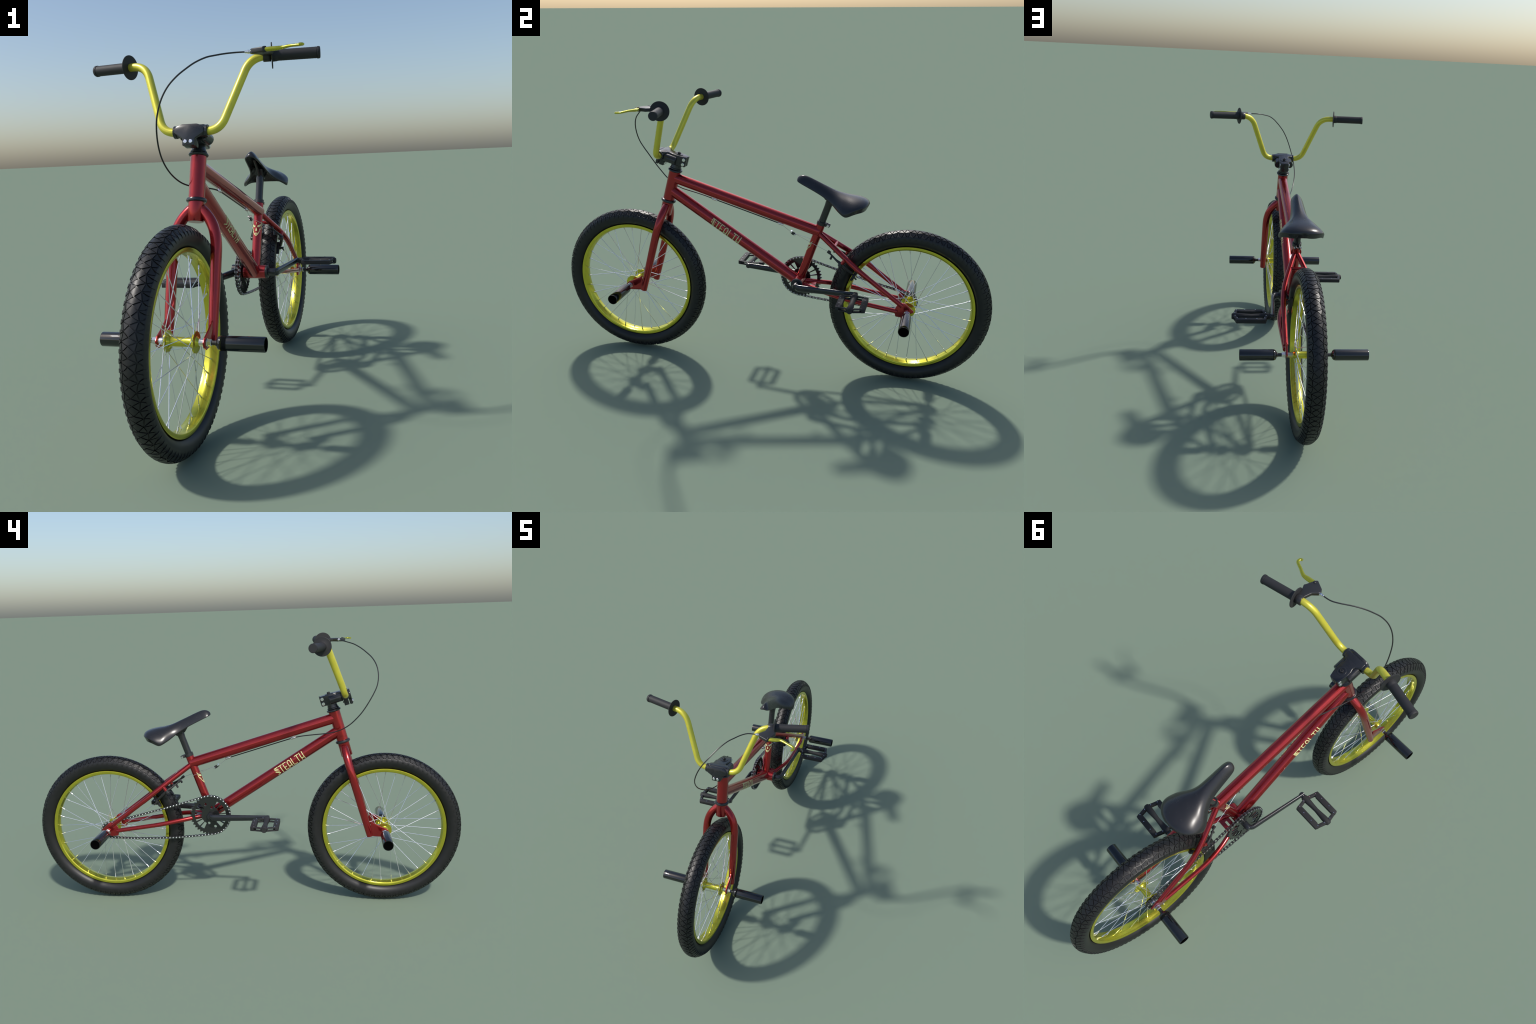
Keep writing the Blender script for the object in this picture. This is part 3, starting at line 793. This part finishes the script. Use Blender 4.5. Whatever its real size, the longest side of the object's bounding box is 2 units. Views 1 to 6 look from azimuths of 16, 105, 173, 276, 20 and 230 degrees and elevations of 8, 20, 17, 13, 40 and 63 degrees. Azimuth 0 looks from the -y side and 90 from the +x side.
def link_mesh(outer, pitch):
    bm = bmesh.new()
    xs = 0.0050 if outer else 0.0032
    poly = []
    n = 6
    for c, a0 in ((pitch, -90), (0.0, 90)):
        for k in range(n + 1):
            a = math.radians(a0 + 180 * k / n)
            poly.append((c + 0.0046 * math.cos(a), 0.0046 * math.sin(a)))
    m = len(poly) // 2
    waist = lambda a, b: ((a[0] + b[0]) / 2, (a[1] + b[1]) / 2 * 0.62)
    poly = poly[:m] + [waist(poly[m - 1], poly[m])] + poly[m:] + [waist(poly[-1], poly[0])]
    for s in SIDES:
        add_prism(bm, poly, (xs * s - 0.0008, xs * s + 0.0008), ((0, 0, 0), (0, 1, 0), (0, 0, 1), (1, 0, 0)), 0.0)
    for c in (0.0, pitch):
        if outer:
            add_lathe(bm, [(-0.0074, 0.0), (-0.0074, 0.0024), (-0.0068, 0.0033), (0.0068, 0.0033), (0.0074, 0.0024), (0.0074, 0.0)], origin=(0, c, 0), seg=10, mat=1)
        else:
            add_lathe(bm, [(-0.0024, 0.0), (-0.0024, 0.0038), (0.0024, 0.0038), (0.0024, 0.0)], origin=(0, c, 0), seg=10, mat=0)
    return finish(bm, "chain_link", [CHAINDARK, STEEL], 30)
path = chain_path()
cum = [0.0]
for a, b in zip(path[:-1], path[1:]):
    cum.append(cum[-1] + (b - a).length)
NL = int(round(cum[-1] / 0.0155 / 2)) * 2
pitch = cum[-1] / NL
def on_path(s):
    s %= cum[-1]
    i = max(0, min(len(cum) - 2, int(np.searchsorted(cum, s)) - 1))
    return path[i].lerp(path[i + 1], (s - cum[i]) / (cum[i + 1] - cum[i]))
LM = [link_mesh(True, pitch), link_mesh(False, pitch)]
for k in range(NL):
    a, b = on_path(k * pitch), on_path((k + 1) * pitch)
    ang = math.atan2(b.y - a.y, b.x - a.x)
    put("chain_link", LM[k % 2], chain, Matrix.Translation((RING_X, a.x, a.y)) @ Matrix.Rotation(ang, 4, 'X'))

# ------------------------------------------------------------------ lettering on the down tube, emblem on the seat tube
def on_tube(p0, d, side_vec, top_vec, r, s, ang, h):
    return p0 + d * s + (side_vec * math.cos(ang) + top_vec * math.sin(ang)) * (r + h)
LETTERS = {
    "S": [[(0.44, 0.03), (0.03, 0.03), (0.44, 0.30)], [(0.02, 0.20), (0.44, 0.56)], [(0.02, 0.44), (0.44, 0.80), (0.12, 0.98)]],
    "T": [[(0.0, 0.04), (0.46, 0.04)], [(0.23, 0.04), (0.23, 1.0)]],
    "E": [[(0.44, 0.04), (0.06, 0.04), (0.06, 0.96), (0.46, 0.96)], [(0.06, 0.56), (0.34, 0.52)]],
    "A": [[(0.05, 1.0), (0.05, 0.20), (0.14, 0.05), (0.31, 0.05), (0.41, 0.20), (0.41, 1.0)], [(0.05, 0.74), (0.41, 0.74)]],
    "L": [[(0.07, 0.0), (0.07, 0.96), (0.46, 0.96)]],
    "H": [[(0.06, 0.0), (0.06, 1.0)], [(0.41, 0.0), (0.41, 1.0)], [(0.06, 0.72), (0.41, 0.72)]],
}
def strokes_mesh(strokes, place, width, sub=6):
    """flat ribbons along the strokes, bent onto a tube by place(x, y, height)"""
    bm = bmesh.new()
    for st in strokes:
        for (a, b) in zip(st[:-1], st[1:]):
            a2, b2 = V(a), V(b)
            e = (b2 - a2).normalized()
            n = V((-e.y, e.x)) * width / 2
            a2, b2 = a2 - e * width * 0.45, b2 + e * width * 0.45
            prev = None
            for k in range(sub + 1):
                c = a2.lerp(b2, k / sub)
                ring = [bm.verts.new(place(*(c + n * q), h)) for q, h in ((-1, 0.0009), (1, 0.0009), (1, -0.001), (-1, -0.001))]
                if prev:
                    for i in range(4):
                        bm.faces.new((prev[i], prev[(i + 1) % 4], ring[(i + 1) % 4], ring[i]))
                else:
                    bm.faces.new(ring)
                prev = ring
            bm.faces.new(prev)
    return bm
dd = (DT1 - DT0).normalized()
dt_top = V((0, -dd.z, dd.y))
if dt_top.z < 0:
    dt_top = -dt_top
def s_of(y, z):
    return (V((0, y, z)) - DT0).dot(dd)
for side, s_start, s_end in ((1, s_of(-0.2383, 0.6985), s_of(-0.1042, 0.6125)), (-1, s_of(-0.1458, 0.6366), s_of(-0.2728, 0.7245))):
    n = 7
    step = (s_end - s_start) / (n - 0.12)
    for i, ch in enumerate("STEALTH"):
        base = s_start + step * i
        def place(x, y, h, base=base, step=step, side=side):
            ang = math.radians(41 - 90 * y)
            return on_tube(DT0, dd, X * side, dt_top, DT_R, base + x / 0.50 * step * 0.86, ang, h)
        bm = strokes_mesh(LETTERS[ch], place, 0.088)
        put("letter", finish(bm, "letter", DECAL, 30), frame)

# emblem: a plain mask of eyes, nose and jaw
def emblem_place(x, y, h):
    return on_tube(SEAT_TOP, SEAT_DIR, V((0, -SEAT_DIR.z, SEAT_DIR.y)), X, 0.0190, -0.088 - 0.056 * y, math.radians(72) * x, h)
def fill(bm, poly, place, n=4):
    c = sum((V(p) for p in poly), V((0, 0))) / len(poly)
    rings = []
    for k in range(n + 1):
        rings.append([bm.verts.new(place(*(c.lerp(V(p), max(0.02, k / n))), 0.0008)) for p in poly])
    for a, b in zip(rings[:-1], rings[1:]):
        for i in range(len(poly)):
            j = (i + 1) % len(poly)
            bm.faces.new((a[i], a[j], b[j], b[i]))
    bm.faces.new(rings[0])
bm = bmesh.new()
for s in SIDES:
    fill(bm, [(0.14 * s, 0.26), (0.45 * s, 0.20), (0.80 * s, 0.10), (0.78 * s, 0.26), (0.50 * s, 0.36), (0.20 * s, 0.36)], emblem_place)
    fill(bm, [(0.80 * s, 0.06), (1.00 * s, -0.10), (0.96 * s, 0.06), (0.98 * s, 0.30), (0.90 * s, 0.48), (0.88 * s, 0.22)], emblem_place)
    fill(bm, [(0.04 * s, 0.80), (0.18 * s, 0.77), (0.16 * s, 0.86), (0.04 * s, 0.89)], emblem_place)
fill(bm, [(-0.03, 0.40), (0.03, 0.40), (0.16, 0.60), (0.06, 0.66), (-0.06, 0.66), (-0.16, 0.60)], emblem_place)
fill(bm, [(-0.04, 0.0), (0.04, 0.0), (0.03, 0.16), (-0.03, 0.16)], emblem_place)
jaw = strokes_mesh([[(0.62 * t, 0.50), (0.56 * t, 0.66), (0.34 * t, 0.84), (0.06 * t, 0.98)] for t in SIDES] + [[(0.92 * t, 0.34), (0.74 * t, 0.52)] for t in SIDES], emblem_place, 0.085, 3)
put("emblem", finish(jaw, "emblem", DECAL, 30), frame)
put("emblem", finish(bm, "emblem", DECAL, 30), frame)

bpy.context.view_layer.update()
